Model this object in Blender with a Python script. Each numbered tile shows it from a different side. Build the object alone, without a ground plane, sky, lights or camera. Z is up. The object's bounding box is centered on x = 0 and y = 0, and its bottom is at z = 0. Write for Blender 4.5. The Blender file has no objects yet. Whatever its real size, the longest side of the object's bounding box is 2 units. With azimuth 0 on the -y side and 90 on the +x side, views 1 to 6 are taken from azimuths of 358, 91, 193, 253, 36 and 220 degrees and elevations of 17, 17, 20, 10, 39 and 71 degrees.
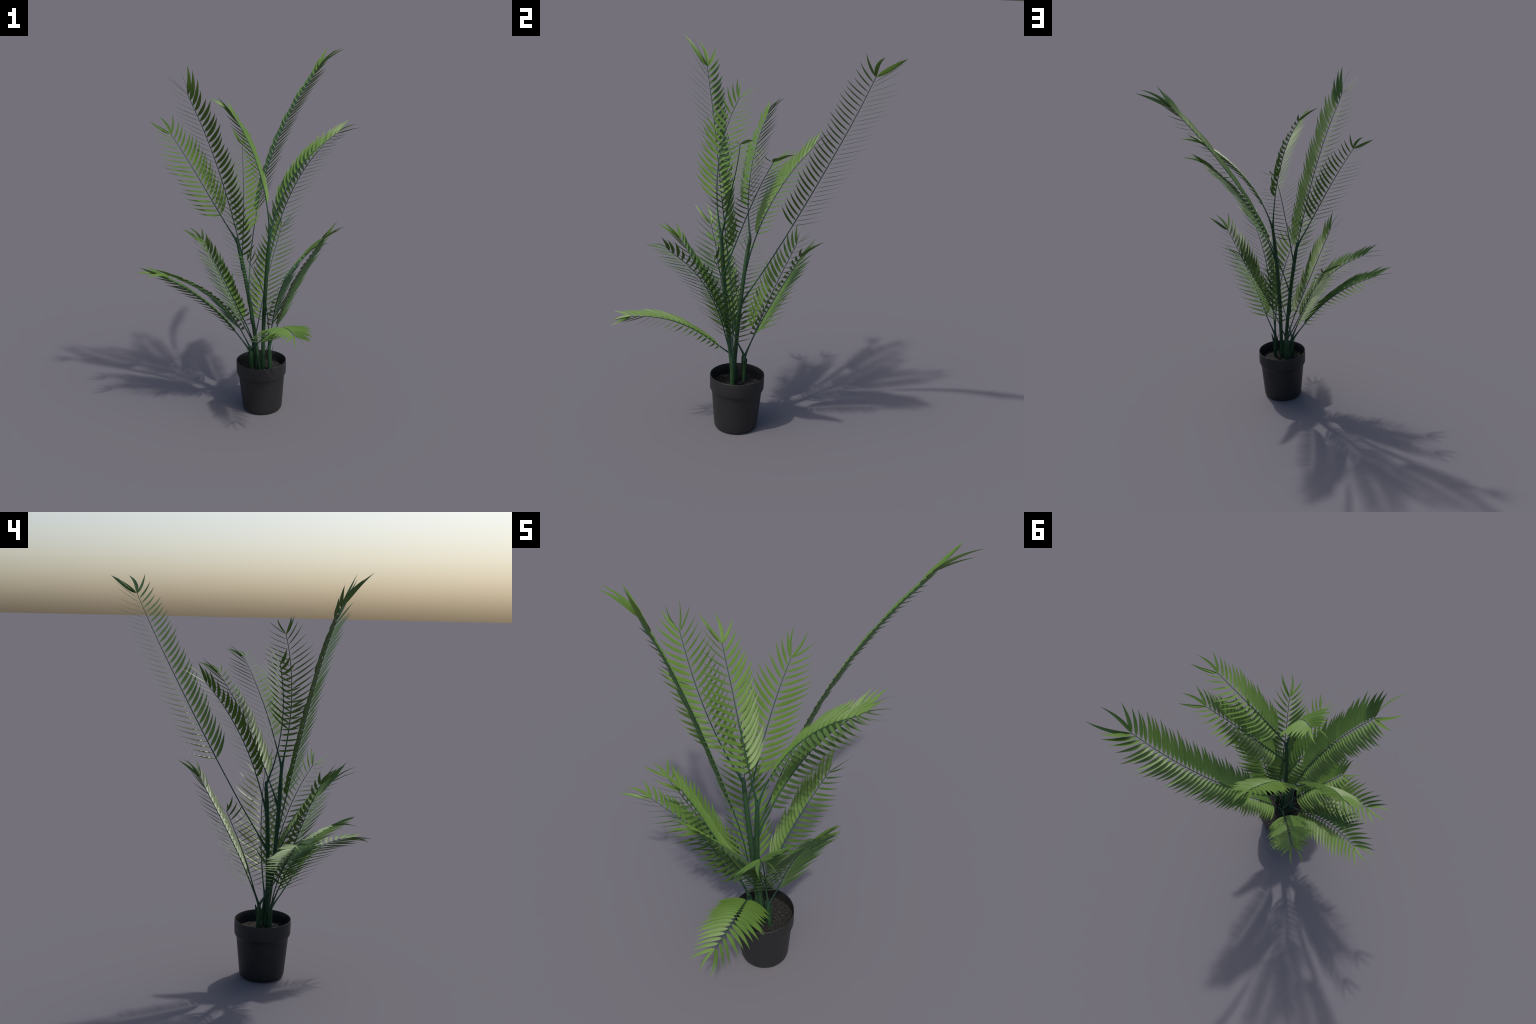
"""A young potted areca-type palm: black nursery pot, soil, five cane stems, sixteen pinnate fronds.
Every frond is a spine curve with two rows of twisted, forward-swept leaflets."""
import bpy, math, random
import numpy as np
from mathutils import Vector, Matrix, noise

random.seed(7)
RNG = random.Random(11)

# ------------------------------------------------------------------ materials
def new_mat(name):
    m = bpy.data.materials.new(name)
    m.use_nodes = True
    nt = m.node_tree
    return m, nt, nt.nodes["Principled BSDF"]

def ramp(nt, stops):
    n = nt.nodes.new("ShaderNodeValToRGB")
    els = n.color_ramp.elements
    while len(els) < len(stops):
        els.new(0.5)
    for e, (p, c) in zip(els, stops):
        e.position = p
        e.color = (*c, 1)
    return n

def noise_node(nt, vec, scale, detail=3, rough=0.5):
    n = nt.nodes.new("ShaderNodeTexNoise")
    n.inputs["Scale"].default_value = scale
    n.inputs["Detail"].default_value = detail
    n.inputs["Roughness"].default_value = rough
    nt.links.new(vec, n.inputs["Vector"])
    return n

def position(nt):
    return nt.nodes.new("ShaderNodeNewGeometry").outputs["Position"]

def leaf_material():
    m, nt, b = new_mat("leaflet_green")
    pos = position(nt)
    n = noise_node(nt, pos, 9.0, 3)
    r = ramp(nt, [(0.30, (0.072, 0.140, 0.021)), (0.55, (0.083, 0.156, 0.026)), (0.75, (0.098, 0.172, 0.034))])
    nt.links.new(n.outputs["Fac"], r.inputs["Fac"])
    nt.links.new(r.outputs["Color"], b.inputs["Base Color"])
    b.inputs["Roughness"].default_value = 0.46
    b.inputs["Specular IOR Level"].default_value = 0.38
    g = noise_node(nt, pos, 160.0, 2)
    bu = nt.nodes.new("ShaderNodeBump")
    bu.inputs["Strength"].default_value = 0.12
    bu.inputs["Distance"].default_value = 0.002
    nt.links.new(g.outputs["Fac"], bu.inputs["Height"])
    nt.links.new(bu.outputs["Normal"], b.inputs["Normal"])
    return m

def cane_material(name, dark, light, rough):
    m, nt, b = new_mat(name)
    pos = position(nt)
    mp = nt.nodes.new("ShaderNodeMapping")
    mp.inputs["Scale"].default_value = (130, 130, 9)
    nt.links.new(pos, mp.inputs["Vector"])
    n = noise_node(nt, mp.outputs["Vector"], 1.0, 4, 0.6)
    r = ramp(nt, [(0.30, dark), (0.72, light)])
    nt.links.new(n.outputs["Fac"], r.inputs["Fac"])
    nt.links.new(r.outputs["Color"], b.inputs["Base Color"])
    b.inputs["Roughness"].default_value = rough
    b.inputs["Specular IOR Level"].default_value = 0.28
    return m

def pot_material():
    m, nt, b = new_mat("black_plastic")
    n = noise_node(nt, position(nt), 35.0, 4)
    r = ramp(nt, [(0.3, (0.0130, 0.0130, 0.0135)), (0.8, (0.0165, 0.0165, 0.0170))])
    nt.links.new(n.outputs["Fac"], r.inputs["Fac"])
    nt.links.new(r.outputs["Color"], b.inputs["Base Color"])
    b.inputs["Roughness"].default_value = 0.48
    b.inputs["Specular IOR Level"].default_value = 0.42
    return m

def soil_material():
    m, nt, b = new_mat("dark_potting_soil")
    pos = position(nt)
    n = noise_node(nt, pos, 95.0, 6, 0.72)
    r = ramp(nt, [(0.36, (0.008, 0.008, 0.008)), (0.53, (0.024, 0.023, 0.022)),
                  (0.64, (0.055, 0.052, 0.049)), (0.76, (0.120, 0.112, 0.104))])
    nt.links.new(n.outputs["Fac"], r.inputs["Fac"])
    nt.links.new(r.outputs["Color"], b.inputs["Base Color"])
    b.inputs["Roughness"].default_value = 0.95
    b.inputs["Specular IOR Level"].default_value = 0.15
    return m

LEAF = leaf_material()
CANE = cane_material("cane_green", (0.016, 0.046, 0.018), (0.028, 0.070, 0.030), 0.5)
RACHIS = cane_material("rachis_green", (0.017, 0.050, 0.028), (0.027, 0.072, 0.043), 0.6)
POT = pot_material()
SOIL = soil_material()

# ------------------------------------------------------------------ helpers
def link(o, parent=None):
    bpy.context.collection.objects.link(o)
    if parent is not None:
        o.parent = parent
    return o

def mesh_object(name, verts, faces, mat, parent, smooth=True, sharp=None):
    me = bpy.data.meshes.new(name)
    me.from_pydata([tuple(v) for v in verts], [], faces)
    me.update()
    me.materials.append(mat)
    if smooth:
        me.polygons.foreach_set("use_smooth", [True] * len(me.polygons))
        if sharp is not None:
            me.set_sharp_from_angle(angle=math.radians(sharp))
    return link(bpy.data.objects.new(name, me), parent)

def spline(points, n):
    """Uniform samples (by length) on a Catmull-Rom curve through the control points."""
    P = np.array(points, float)
    P = np.vstack([2 * P[0] - P[1], P, 2 * P[-1] - P[-2]])
    out = []
    for i in range(1, len(P) - 2):
        a, b, c, d = P[i - 1], P[i], P[i + 1], P[i + 2]
        for t in np.linspace(0, 1, 24, endpoint=False):
            out.append(0.5 * (2 * b + (c - a) * t + (2 * a - 5 * b + 4 * c - d) * t * t + (3 * b - a - 3 * c + d) * t ** 3))
    out.append(P[-2])
    out = np.array(out)
    s = np.r_[0, np.cumsum(np.linalg.norm(np.diff(out, axis=0), axis=1))]
    u = np.linspace(0, s[-1], n)
    return np.stack([np.interp(u, s, out[:, i]) for i in range(3)], 1), s[-1]

def unit(v):
    return v / max(np.linalg.norm(v), 1e-9)

def tangents(P):
    T = np.gradient(P, axis=0)
    return T / np.linalg.norm(T, axis=1)[:, None]

def tube(P, radii, sides=10, squash=None):
    """Closed tube around the polyline P."""
    T = tangents(P)
    ref = np.array([1.0, 0.0, 0.0])
    verts, faces = [], []
    for i, (p, t, r) in enumerate(zip(P, T, radii)):
        ref = unit(ref - t * (ref @ t))
        bi = np.cross(t, ref)
        for k in range(sides):
            a = 2 * math.pi * k / sides
            verts.append(p + r * (math.cos(a) * ref + math.sin(a) * bi))
    n = len(P)
    for i in range(n - 1):
        for k in range(sides):
            k2 = (k + 1) % sides
            faces.append((i * sides + k, i * sides + k2, (i + 1) * sides + k2, (i + 1) * sides + k))
    faces.append(tuple(range(sides))[::-1])
    faces.append(tuple((n - 1) * sides + k for k in range(sides)))
    return verts, faces

# ------------------------------------------------------------------ pot and soil
CX, CY = 0.0604, -0.0325
palm = bpy.data.objects.new("potted_palm", None)
link(palm)
palm.location = (CX, CY, 0)
palm["label"] = "young feathery palm with many fronds in a black pot"
palm["category"] = "potted palm"
INV = Matrix.Translation((-CX, -CY, 0))

def adopt(o):
    """Meshes are built in world coordinates; keep them there below the empty."""
    o.matrix_parent_inverse = INV
    return o

def lathe(profile, seg=128):
    verts, faces = [], []
    for r, z in profile:
        for k in range(seg):
            a = 2 * math.pi * k / seg
            verts.append((CX + r * math.cos(a), CY + r * math.sin(a), z))
    m = len(profile)
    for i in range(m - 1):
        for k in range(seg):
            k2 = (k + 1) % seg
            faces.append((i * seg + k, i * seg + k2, (i + 1) * seg + k2, (i + 1) * seg + k))
    faces.append(tuple(range(seg))[::-1])
    faces.append(tuple((m - 1) * seg + k for k in range(seg)))
    return verts, faces

def pot():
    prof = [(0.096, 0.000), (0.1025, 0.0012), (0.1075, 0.0045), (0.1110, 0.010), (0.1132, 0.018)]
    prof += [(0.1132 + (0.1305 - 0.1132) * t, 0.018 + (0.2060 - 0.018) * t) for t in (0.15, 0.35, 0.6, 0.85, 1.0)]
    prof += [(0.1312, 0.2075), (0.1345, 0.2125), (0.1385, 0.2195), (0.1402, 0.2235), (0.1408, 0.228)]
    prof += [(0.1414, 0.262), (0.1418, 0.2935), (0.1414, 0.2960), (0.1404, 0.2969), (0.1390, 0.2966), (0.1382, 0.2950)]
    prof += [(0.1375, 0.265), (0.1362, 0.230), (0.1285, 0.2065), (0.1215, 0.12), (0.112, 0.02), (0.09, 0.012)]
    v, f = lathe(prof)
    return adopt(mesh_object("pot", v, f, POT, palm, sharp=32))

def soil():
    rings, seg, R, Z = 70, 220, 0.1362, 0.243
    verts, faces = [(CX, CY, Z)], []
    for i in range(1, rings + 1):
        r = R * i / rings
        for k in range(seg):
            a = 2 * math.pi * k / seg
            x, y = CX + r * math.cos(a), CY + r * math.sin(a)
            h = 0.0035 * noise.noise((x * 22, y * 22, 3)) + 0.0030 * noise.noise((x * 75, y * 75, 9)) + 0.0022 * noise.noise((x * 190, y * 190, 5))
            h += 0.004 * max(0.0, noise.noise((x * 120, y * 120, 21)) - 0.25)
            verts.append((x, y, Z + h - 0.004 * (r / R) ** 6))
    for k in range(seg):
        faces.append((0, 1 + k, 1 + (k + 1) % seg))
    for i in range(rings - 1):
        for k in range(seg):
            k2 = (k + 1) % seg
            a = 1 + i * seg
            faces.append((a + k, a + seg + k, a + seg + k2, a + k2))
    return adopt(mesh_object("soil", verts, faces, SOIL, palm, sharp=50))

pot()
soil()

# ------------------------------------------------------------------ stems
def stem_radii(P, r, top_taper, foot=1.12):
    s = np.r_[0, np.cumsum(np.linalg.norm(np.diff(P, axis=0), axis=1))]
    L = s[-1]
    rad = []
    for x in s:
        k = r * (1 + (foot - 1) * max(0, 1 - x / 0.10))
        left = L - x
        if left < top_taper:
            k *= 0.55 + 0.45 * math.sin(0.5 * math.pi * left / top_taper)
        rad.append(k)
    return rad

def stem(points, r, top_taper):
    P, L = spline(points, 40)
    v, f = tube(P, stem_radii(P, r, top_taper), 18)
    return adopt(mesh_object("stem", v, f, CANE, palm, sharp=60))

def sheath(center, axis, r, z_len, ear, flare, turn, parent):
    """Split leaf sheath: a sleeve round the cane whose rim rises into two pointed, outward ears."""
    axis = unit(np.array(axis, float))
    ref = unit(np.cross(axis, (0.31, 0.95, 0.0)))
    bi = np.cross(axis, ref)
    seg, rows = 36, 12
    verts, faces = [], []
    for layer in (0, 1):
        for i in range(rows):
            u = i / (rows - 1)
            for k in range(seg):
                a = 2 * math.pi * k / seg
                w = abs(math.cos(a - turn)) ** 7
                h = z_len * (0.62 + 0.0 * w) * u + ear * w * u ** 1.5
                out = r * (1.0 + 0.10 * u) + flare * w * max(0.0, u - 0.35) ** 1.6
                out -= 0.0012 * layer
                verts.append(np.array(center) + axis * h + out * (math.cos(a) * ref + math.sin(a) * bi))
    n = rows * seg
    for layer in (0, 1):
        for i in range(rows - 1):
            for k in range(seg):
                k2 = (k + 1) % seg
                q = [layer * n + i * seg + k, layer * n + i * seg + k2, layer * n + (i + 1) * seg + k2, layer * n + (i + 1) * seg + k]
                faces.append(q if layer == 0 else q[::-1])
    for k in range(seg):
        k2 = (k + 1) % seg
        a = (rows - 1) * seg
        faces.append((a + k, a + k2, n + a + k2, n + a + k))
    return adopt(mesh_object("leaf_sheath", verts, faces, CANE, palm, sharp=60))

TALL_RIGHT = [(0.068, -0.052, 0.236), (0.071, -0.064, 0.36), (0.079, -0.088, 0.556), (0.090, -0.105, 0.72), (0.104, -0.120, 0.89), (0.1215, -0.132, 1.062)]
TALL_LEFT = [(0.053, -0.053, 0.236), (0.040, -0.050, 0.345), (0.022, -0.042, 0.514), (0.000, -0.031, 0.687), (-0.026, -0.016, 0.855), (-0.056, 0.003, 1.018)]
SHORT = {"west": [(0.0045, -0.046, 0.236), (0.003, -0.052, 0.30), (0.001, -0.056, 0.372)],
         "east": [(0.109, -0.054, 0.236), (0.107, -0.055, 0.31), (0.106, -0.057, 0.40)],
         "north": [(0.025, 0.000, 0.236), (0.022, 0.000, 0.31), (0.019, 0.000, 0.392)]}
stem(TALL_RIGHT, 0.0108, 0.13)
stem(TALL_LEFT, 0.0106, 0.12)
for pts in SHORT.values():
    stem(pts, 0.0108, 0.05)
for (c, turn, ear) in (((0.003, -0.050, 0.268), 0.4, 0.052), ((0.1075, -0.055, 0.280), 0.1, 0.060), ((0.0225, 0.000, 0.272), 0.9, 0.055)):
    sheath(c, (0, 0, 1), 0.0118, 0.085, ear, 0.022, turn, palm)
sheath((0.069, -0.055, 0.240), (0, 0, 1), 0.0122, 0.02, 0.05, 0.022, 0.15, palm)

# ------------------------------------------------------------------ leaflet shape
WIDTH = [(0.0, 0.12), (0.025, 0.13), (0.05, 0.36), (0.10, 0.66), (0.18, 0.90), (0.29, 1.0), (0.42, 0.95), (0.56, 0.78),
         (0.71, 0.54), (0.85, 0.27), (0.95, 0.09), (1.0, 0.008)]
STATIONS = [0, 0.025, 0.055, 0.10, 0.17, 0.26, 0.36, 0.47, 0.58, 0.69, 0.80, 0.91, 1.0]

def leaflet_verts(side, width, chord, sweep, rise, fall, twist):
    """Unit-length blade in the frond's frame: x along the rachis to the frond's tip, y outward, z the upper side.
    The midrib leaves at chord+sweep and bends forward to chord-sweep; its elevation runs from rise to fall.
    The blade is turned about its midrib so that its face looks toward the tip of the frond."""
    ws, wv = zip(*WIDTH)
    def heading(s):
        ang = math.radians(chord + sweep * (1 - 2 * s) + 7 * math.exp(-s / 0.10) - 0.7)
        el = math.radians(rise + (fall - rise) * s)
        return ang, el
    tw = math.radians(twist)
    p = np.zeros(3)
    verts, last = [], 0.0
    for i, s in enumerate(STATIONS):
        if i:
            am, em = heading(0.5 * (s + last))
            p = p + (s - last) * np.array([math.cos(am) * math.cos(em), math.sin(am) * math.cos(em), math.sin(em)])
        last = s
        ang, el = heading(s)
        d = np.array([math.cos(ang) * math.cos(el), math.sin(ang) * math.cos(el), math.sin(el)])
        up = unit(np.array([0, 0, 1.0]) - d * d[2])
        m = np.cross(d, up)                      # across the midrib, on the tipward side
        nrm = math.cos(tw) * up + math.sin(tw) * m
        across = math.cos(tw) * m - math.sin(tw) * up
        w = 0.5 * width * np.interp(s, ws, wv)
        for q, lift in ((-1, 0.14), (-0.5, 0.05), (0, 0.0), (0.5, 0.05), (1, 0.14)):
            verts.append(p + across * (w * q) + nrm * (w * lift))
    verts = np.array(verts)
    if side < 0:
        verts[:, 1] *= -1
    return verts

def leaflet_faces(side):
    f = []
    for i in range(len(STATIONS) - 1):
        for k in range(4):
            q = (i * 5 + k, i * 5 + k + 1, (i + 1) * 5 + k + 1, (i + 1) * 5 + k)
            f.append(q if side > 0 else q[::-1])
    return f

SHAPES = {"row": (0.128, 52, 9, -2, -11, 46), "near_tip": (0.122, 52, 9, 3, -4, 46),      # width, chord, sweep, rise, fall, twist
          "last": (0.105, 0, 14, -8, -34, 40), "last_turned": (0.105, 0, 14, -8, -34, -40)}
VARIANTS = {}
def leaflet_mesh(side, kind):
    """Shared unit-length blades, one per side and kind."""
    key = (side, kind)
    if key not in VARIANTS:
        v = leaflet_verts(side, *SHAPES[kind])
        me = bpy.data.meshes.new("leaflet")
        me.from_pydata([tuple(x) for x in v], [], leaflet_faces(side))
        me.update()
        me.materials.append(LEAF)
        me.polygons.foreach_set("use_smooth", [True] * len(me.polygons))
        VARIANTS[key] = (me, v)
    return VARIANTS[key]

# ------------------------------------------------------------------ fronds
PENDING = []      # every leaflet: (frond object, side, kind, world matrix, size)

def petiole_tail(base, stem_pts, length):
    """Points that carry the petiole down along its cane (it is a sheath there)."""
    Q, L = spline(stem_pts, 200)
    d = np.linalg.norm(Q - np.array(base), axis=1)
    j = int(np.argmin(d))
    step = L / 199
    k = max(0, j - int(length / step))
    off = np.array(base) - Q[j]
    if np.linalg.norm(off) > 0.006:
        off = unit(off) * 0.006
    return [tuple(Q[k] + off * 0.4)]

# leaflet lengths (m) counted from the tip of the frond, for the two rows, and how steeply they point forward there
LONG = {-1: [0.170, 0.184, 0.171, 0.158, 0.156, 0.186, 0.145, 0.172, 0.183, 0.177], 1: [0.152, 0.139, 0.141, 0.134, 0.163, 0.157, 0.161, 0.169, 0.158, 0.158]}
YOUNG = {-1: [0.128, 0.132, 0.146, 0.137, 0.132, 0.160, 0.155, 0.172, 0.180, 0.175], 1: [0.121, 0.117, 0.124, 0.126, 0.142, 0.154, 0.167, 0.165, 0.155, 0.160]}
TAIL = [0.168, 0.160, 0.172, 0.157, 0.150, 0.166, 0.174, 0.152, 0.148, 0.160, 0.163, 0.156, 0.170]
SWING = {-1: ([0, 0.036, 0.070, 0.100, 0.130], [26, 33, 39, 47, 52]), 1: ([0, 0.032, 0.065, 0.095, 0.125], [37, 46, 48, 50.5, 52])}
PITCH = 0.0300

def frond(points, roll, first, size, cane, tail=0.05, old=False, end=1.0):
    pts = petiole_tail(points[0], cane, tail) + list(points)
    P, L = spline(pts, 110)
    s = np.linspace(0, L, 110)
    rad = []
    tail_len = np.linalg.norm(np.array(pts[1]) - np.array(pts[0]))
    for x in s:
        y = x - tail_len
        r = 0.0078 if y < 0 else 0.0029 + 0.0049 * math.exp(-y / 0.045)
        r *= 1 - 0.5 * max(0.0, x / L - 0.25) / 0.75
        rad.append(max(r, 0.0012))
    v, f = tube(P, rad, 8)
    ob = adopt(mesh_object("frond", v, f, RACHIS, palm, sharp=80))
    # a frame that does not twist along the spine; roll is its turn from "upright" at 65 % of the length
    n = 400
    C, CL = spline(points, n)
    T = tangents(C)
    N = np.zeros((n, 3))
    k0 = int(0.65 * n)
    t = T[k0]
    up = unit(np.array([0, 0, 1.0]) - t * t[2])
    N[k0] = math.cos(math.radians(roll)) * up + math.sin(math.radians(roll)) * np.cross(t, up)
    for rng in (range(k0 + 1, n), range(k0 - 1, -1, -1)):
        m = N[k0]
        for j in rng:
            m = unit(m - T[j] * (m @ T[j]))
            N[j] = m
    cs = np.linspace(0, CL, n)
    def frame(x):
        p, t, m = (np.array([np.interp(x, cs, A[:, i]) for i in range(3)]) for A in (C, T, N))
        t = unit(t)
        m = unit(m - t * (m @ t))
        return p, t, m, np.cross(t, m)
    table = LONG if old else YOUNG
    reach = CL * (1 - first)
    for side in (1, -1):
        count = int(reach / PITCH) + 1
        for i in range(count):
            d = (0.006 if side < 0 else 0.003) + PITCH * i
            ln = table[side][i] if i < 10 else TAIL[(i * 5 + (3 if side > 0 else 0)) % 13]
            ln *= size * (1 - 0.12 * max(0.0, d / reach - 0.75) / 0.25)
            place(ob, frame(CL - d), side, "near_tip" if i < 3 else "row", ln, np.interp(d, *SWING[side]) - 52)
    place(ob, frame(CL - 0.0005), -1, "last_turned", (0.210 if old else 0.148) * end, 17)
    place(ob, frame(CL - 0.0005), 1, "last", (0.182 if old else 0.140) * end, 9)
    return ob

def place(ob, fr, side, kind, ln, swing):
    """swing: extra angle outward from the frond's axis, in degrees"""
    p, t, n, sd = fr
    M = Matrix(((t[0], sd[0], n[0], p[0]), (t[1], sd[1], n[1], p[1]), (t[2], sd[2], n[2], p[2]), (0, 0, 0, 1)))
    M = M @ Matrix.Rotation(math.radians(side * swing + RNG.uniform(-1.5, 1.5)), 4, "Z")
    M = M @ Matrix.Rotation(math.radians(RNG.uniform(-2, 2)), 4, "X")
    PENDING.append((ob, side, kind, M @ Matrix.Scale(ln, 4), ln))

W, EA, NO = SHORT["west"], SHORT["east"], SHORT["north"]
# crown of the left cane
frond([(-0.057, 0.002, 0.998), (-0.111, -0.013, 1.099), (-0.164, -0.019, 1.200), (-0.218, -0.015, 1.302), (-0.273, -0.001, 1.402), (-0.330, 0.024, 1.499), (-0.389, 0.057, 1.592)],
      roll=-42, first=0.225, size=1.0, cane=TALL_LEFT)
frond([(-0.031, -0.010, 0.860), (-0.022, 0.019, 0.973), (-0.014, 0.054, 1.084), (-0.008, 0.098, 1.191), (-0.005, 0.152, 1.294), (-0.003, 0.215, 1.392), (-0.002, 0.288, 1.483)],
      roll=28, first=0.235, size=0.97, cane=TALL_LEFT)
frond([(0.000, -0.022, 0.677), (0.023, 0.097, 0.884), (0.064, 0.205, 1.093), (0.128, 0.304, 1.302), (0.218, 0.392, 1.505), (0.333, 0.469, 1.701), (0.469, 0.531, 1.888)],
      roll=-25, first=0.345, size=1.0, cane=TALL_LEFT, old=True)
frond([(0.011, -0.058, 0.560), (-0.005, -0.086, 0.779), (-0.039, -0.119, 0.994), (-0.083, -0.152, 1.208), (-0.136, -0.184, 1.420), (-0.200, -0.218, 1.629), (-0.278, -0.259, 1.835)],
      roll=23, first=0.285, size=1.0, cane=TALL_LEFT, old=True)
# crown of the right cane
frond([(0.120, -0.135, 1.059), (0.114, -0.153, 1.174), (0.100, -0.162, 1.289), (0.075, -0.159, 1.403), (0.041, -0.143, 1.513), (-0.005, -0.115, 1.617), (-0.061, -0.076, 1.710)],
      roll=12, first=0.236, size=0.95, cane=TALL_RIGHT)
frond([(0.125, -0.131, 1.059), (0.155, -0.110, 1.164), (0.199, -0.091, 1.264), (0.256, -0.072, 1.358), (0.325, -0.055, 1.442), (0.407, -0.042, 1.517), (0.496, -0.033, 1.578)],
      roll=8, first=0.20, size=0.97, cane=TALL_RIGHT)
frond([(0.108, -0.110, 0.869), (0.142, -0.069, 0.998), (0.188, -0.028, 1.122), (0.245, 0.013, 1.243), (0.316, 0.054, 1.356), (0.392, 0.091, 1.446), (0.446, 0.113, 1.497)],
      roll=8, first=0.175, size=1.0, cane=TALL_RIGHT)
# west offset
frond([(0.000, -0.054, 0.362), (0.039, -0.125, 0.434), (0.081, -0.196, 0.503), (0.124, -0.274, 0.566), (0.163, -0.363, 0.615), (0.192, -0.460, 0.641), (0.212, -0.559, 0.646)],
      roll=-5, first=0.165, size=0.97, cane=W, end=0.82)
frond([(0.002, -0.055, 0.369), (-0.039, -0.078, 0.476), (-0.087, -0.104, 0.579), (-0.145, -0.133, 0.675), (-0.220, -0.162, 0.759), (-0.311, -0.187, 0.828), (-0.410, -0.203, 0.876)],
      roll=8, first=0.206, size=1.0, cane=W)
frond([(-0.002, -0.054, 0.357), (-0.064, -0.045, 0.454), (-0.134, -0.042, 0.547), (-0.213, -0.041, 0.631), (-0.301, -0.036, 0.706), (-0.397, -0.023, 0.770), (-0.495, -0.004, 0.820)],
      roll=11, first=0.199, size=1.05, cane=W, end=0.92)
# east offset
frond([(0.106, -0.057, 0.380), (0.121, -0.088, 0.503), (0.139, -0.120, 0.625), (0.165, -0.163, 0.742), (0.201, -0.219, 0.851), (0.249, -0.289, 0.947), (0.303, -0.366, 1.026)],
      roll=28, first=0.191, size=1.0, cane=EA)
frond([(0.108, -0.057, 0.379), (0.150, -0.055, 0.492), (0.191, -0.058, 0.606), (0.236, -0.068, 0.717), (0.287, -0.086, 0.825), (0.344, -0.110, 0.928), (0.404, -0.140, 1.023)],
      roll=-2, first=0.187, size=1.10, cane=EA)
frond([(0.107, -0.056, 0.390), (0.105, -0.078, 0.508), (0.096, -0.116, 0.621), (0.080, -0.168, 0.728), (0.056, -0.229, 0.828), (0.023, -0.295, 0.923), (-0.010, -0.351, 0.996)],
      roll=13, first=0.21, size=1.02, cane=EA)
# north offset
frond([(0.022, -0.001, 0.381), (-0.004, -0.058, 0.484), (-0.041, -0.100, 0.590), (-0.083, -0.131, 0.698), (-0.126, -0.157, 0.808), (-0.169, -0.182, 0.918), (-0.213, -0.213, 1.025)],
      roll=8, first=0.252, size=1.0, cane=NO)
frond([(0.021, 0.001, 0.379), (0.050, 0.037, 0.487), (0.077, 0.078, 0.594), (0.106, 0.123, 0.698), (0.139, 0.170, 0.801), (0.175, 0.218, 0.902), (0.212, 0.262, 0.999)],
      roll=5, first=0.215, size=0.98, cane=NO)
frond([(0.021, 0.002, 0.380), (-0.025, 0.040, 0.473), (-0.070, 0.077, 0.568), (-0.114, 0.116, 0.662), (-0.159, 0.158, 0.755), (-0.206, 0.203, 0.845), (-0.255, 0.247, 0.930)],
      roll=8, first=0.21, size=0.98, cane=NO)

# ------------------------------------------------------------------ instance the leaflets
order = sorted(range(len(PENDING)), key=lambda i: -PENDING[i][4])
named = set(order[:300])
rest = {}
for i, (ob, side, kind, M, ln) in enumerate(PENDING):
    me, v = leaflet_mesh(side, kind)
    if i in named:
        o = bpy.data.objects.new("leaflet", me)
        link(o, ob)
        o.matrix_parent_inverse = Matrix.Identity(4)
        o.matrix_basis = M
    else:
        rest.setdefault(ob.name, (ob, []))[1].append((v, side, M))
for ob, items in rest.values():
    verts, faces, n = [], [], 0
    for v, side, M in items:
        A = np.array(M)
        verts.append(v @ A[:3, :3].T + A[:3, 3])
        faces += [tuple(q + n for q in f) for f in leaflet_faces(side)]
        n += len(v)
    o = mesh_object("leaflets", np.vstack(verts), faces, LEAF, ob)
    o["kind"] = "stuff"
print("leaflets:", len(PENDING))
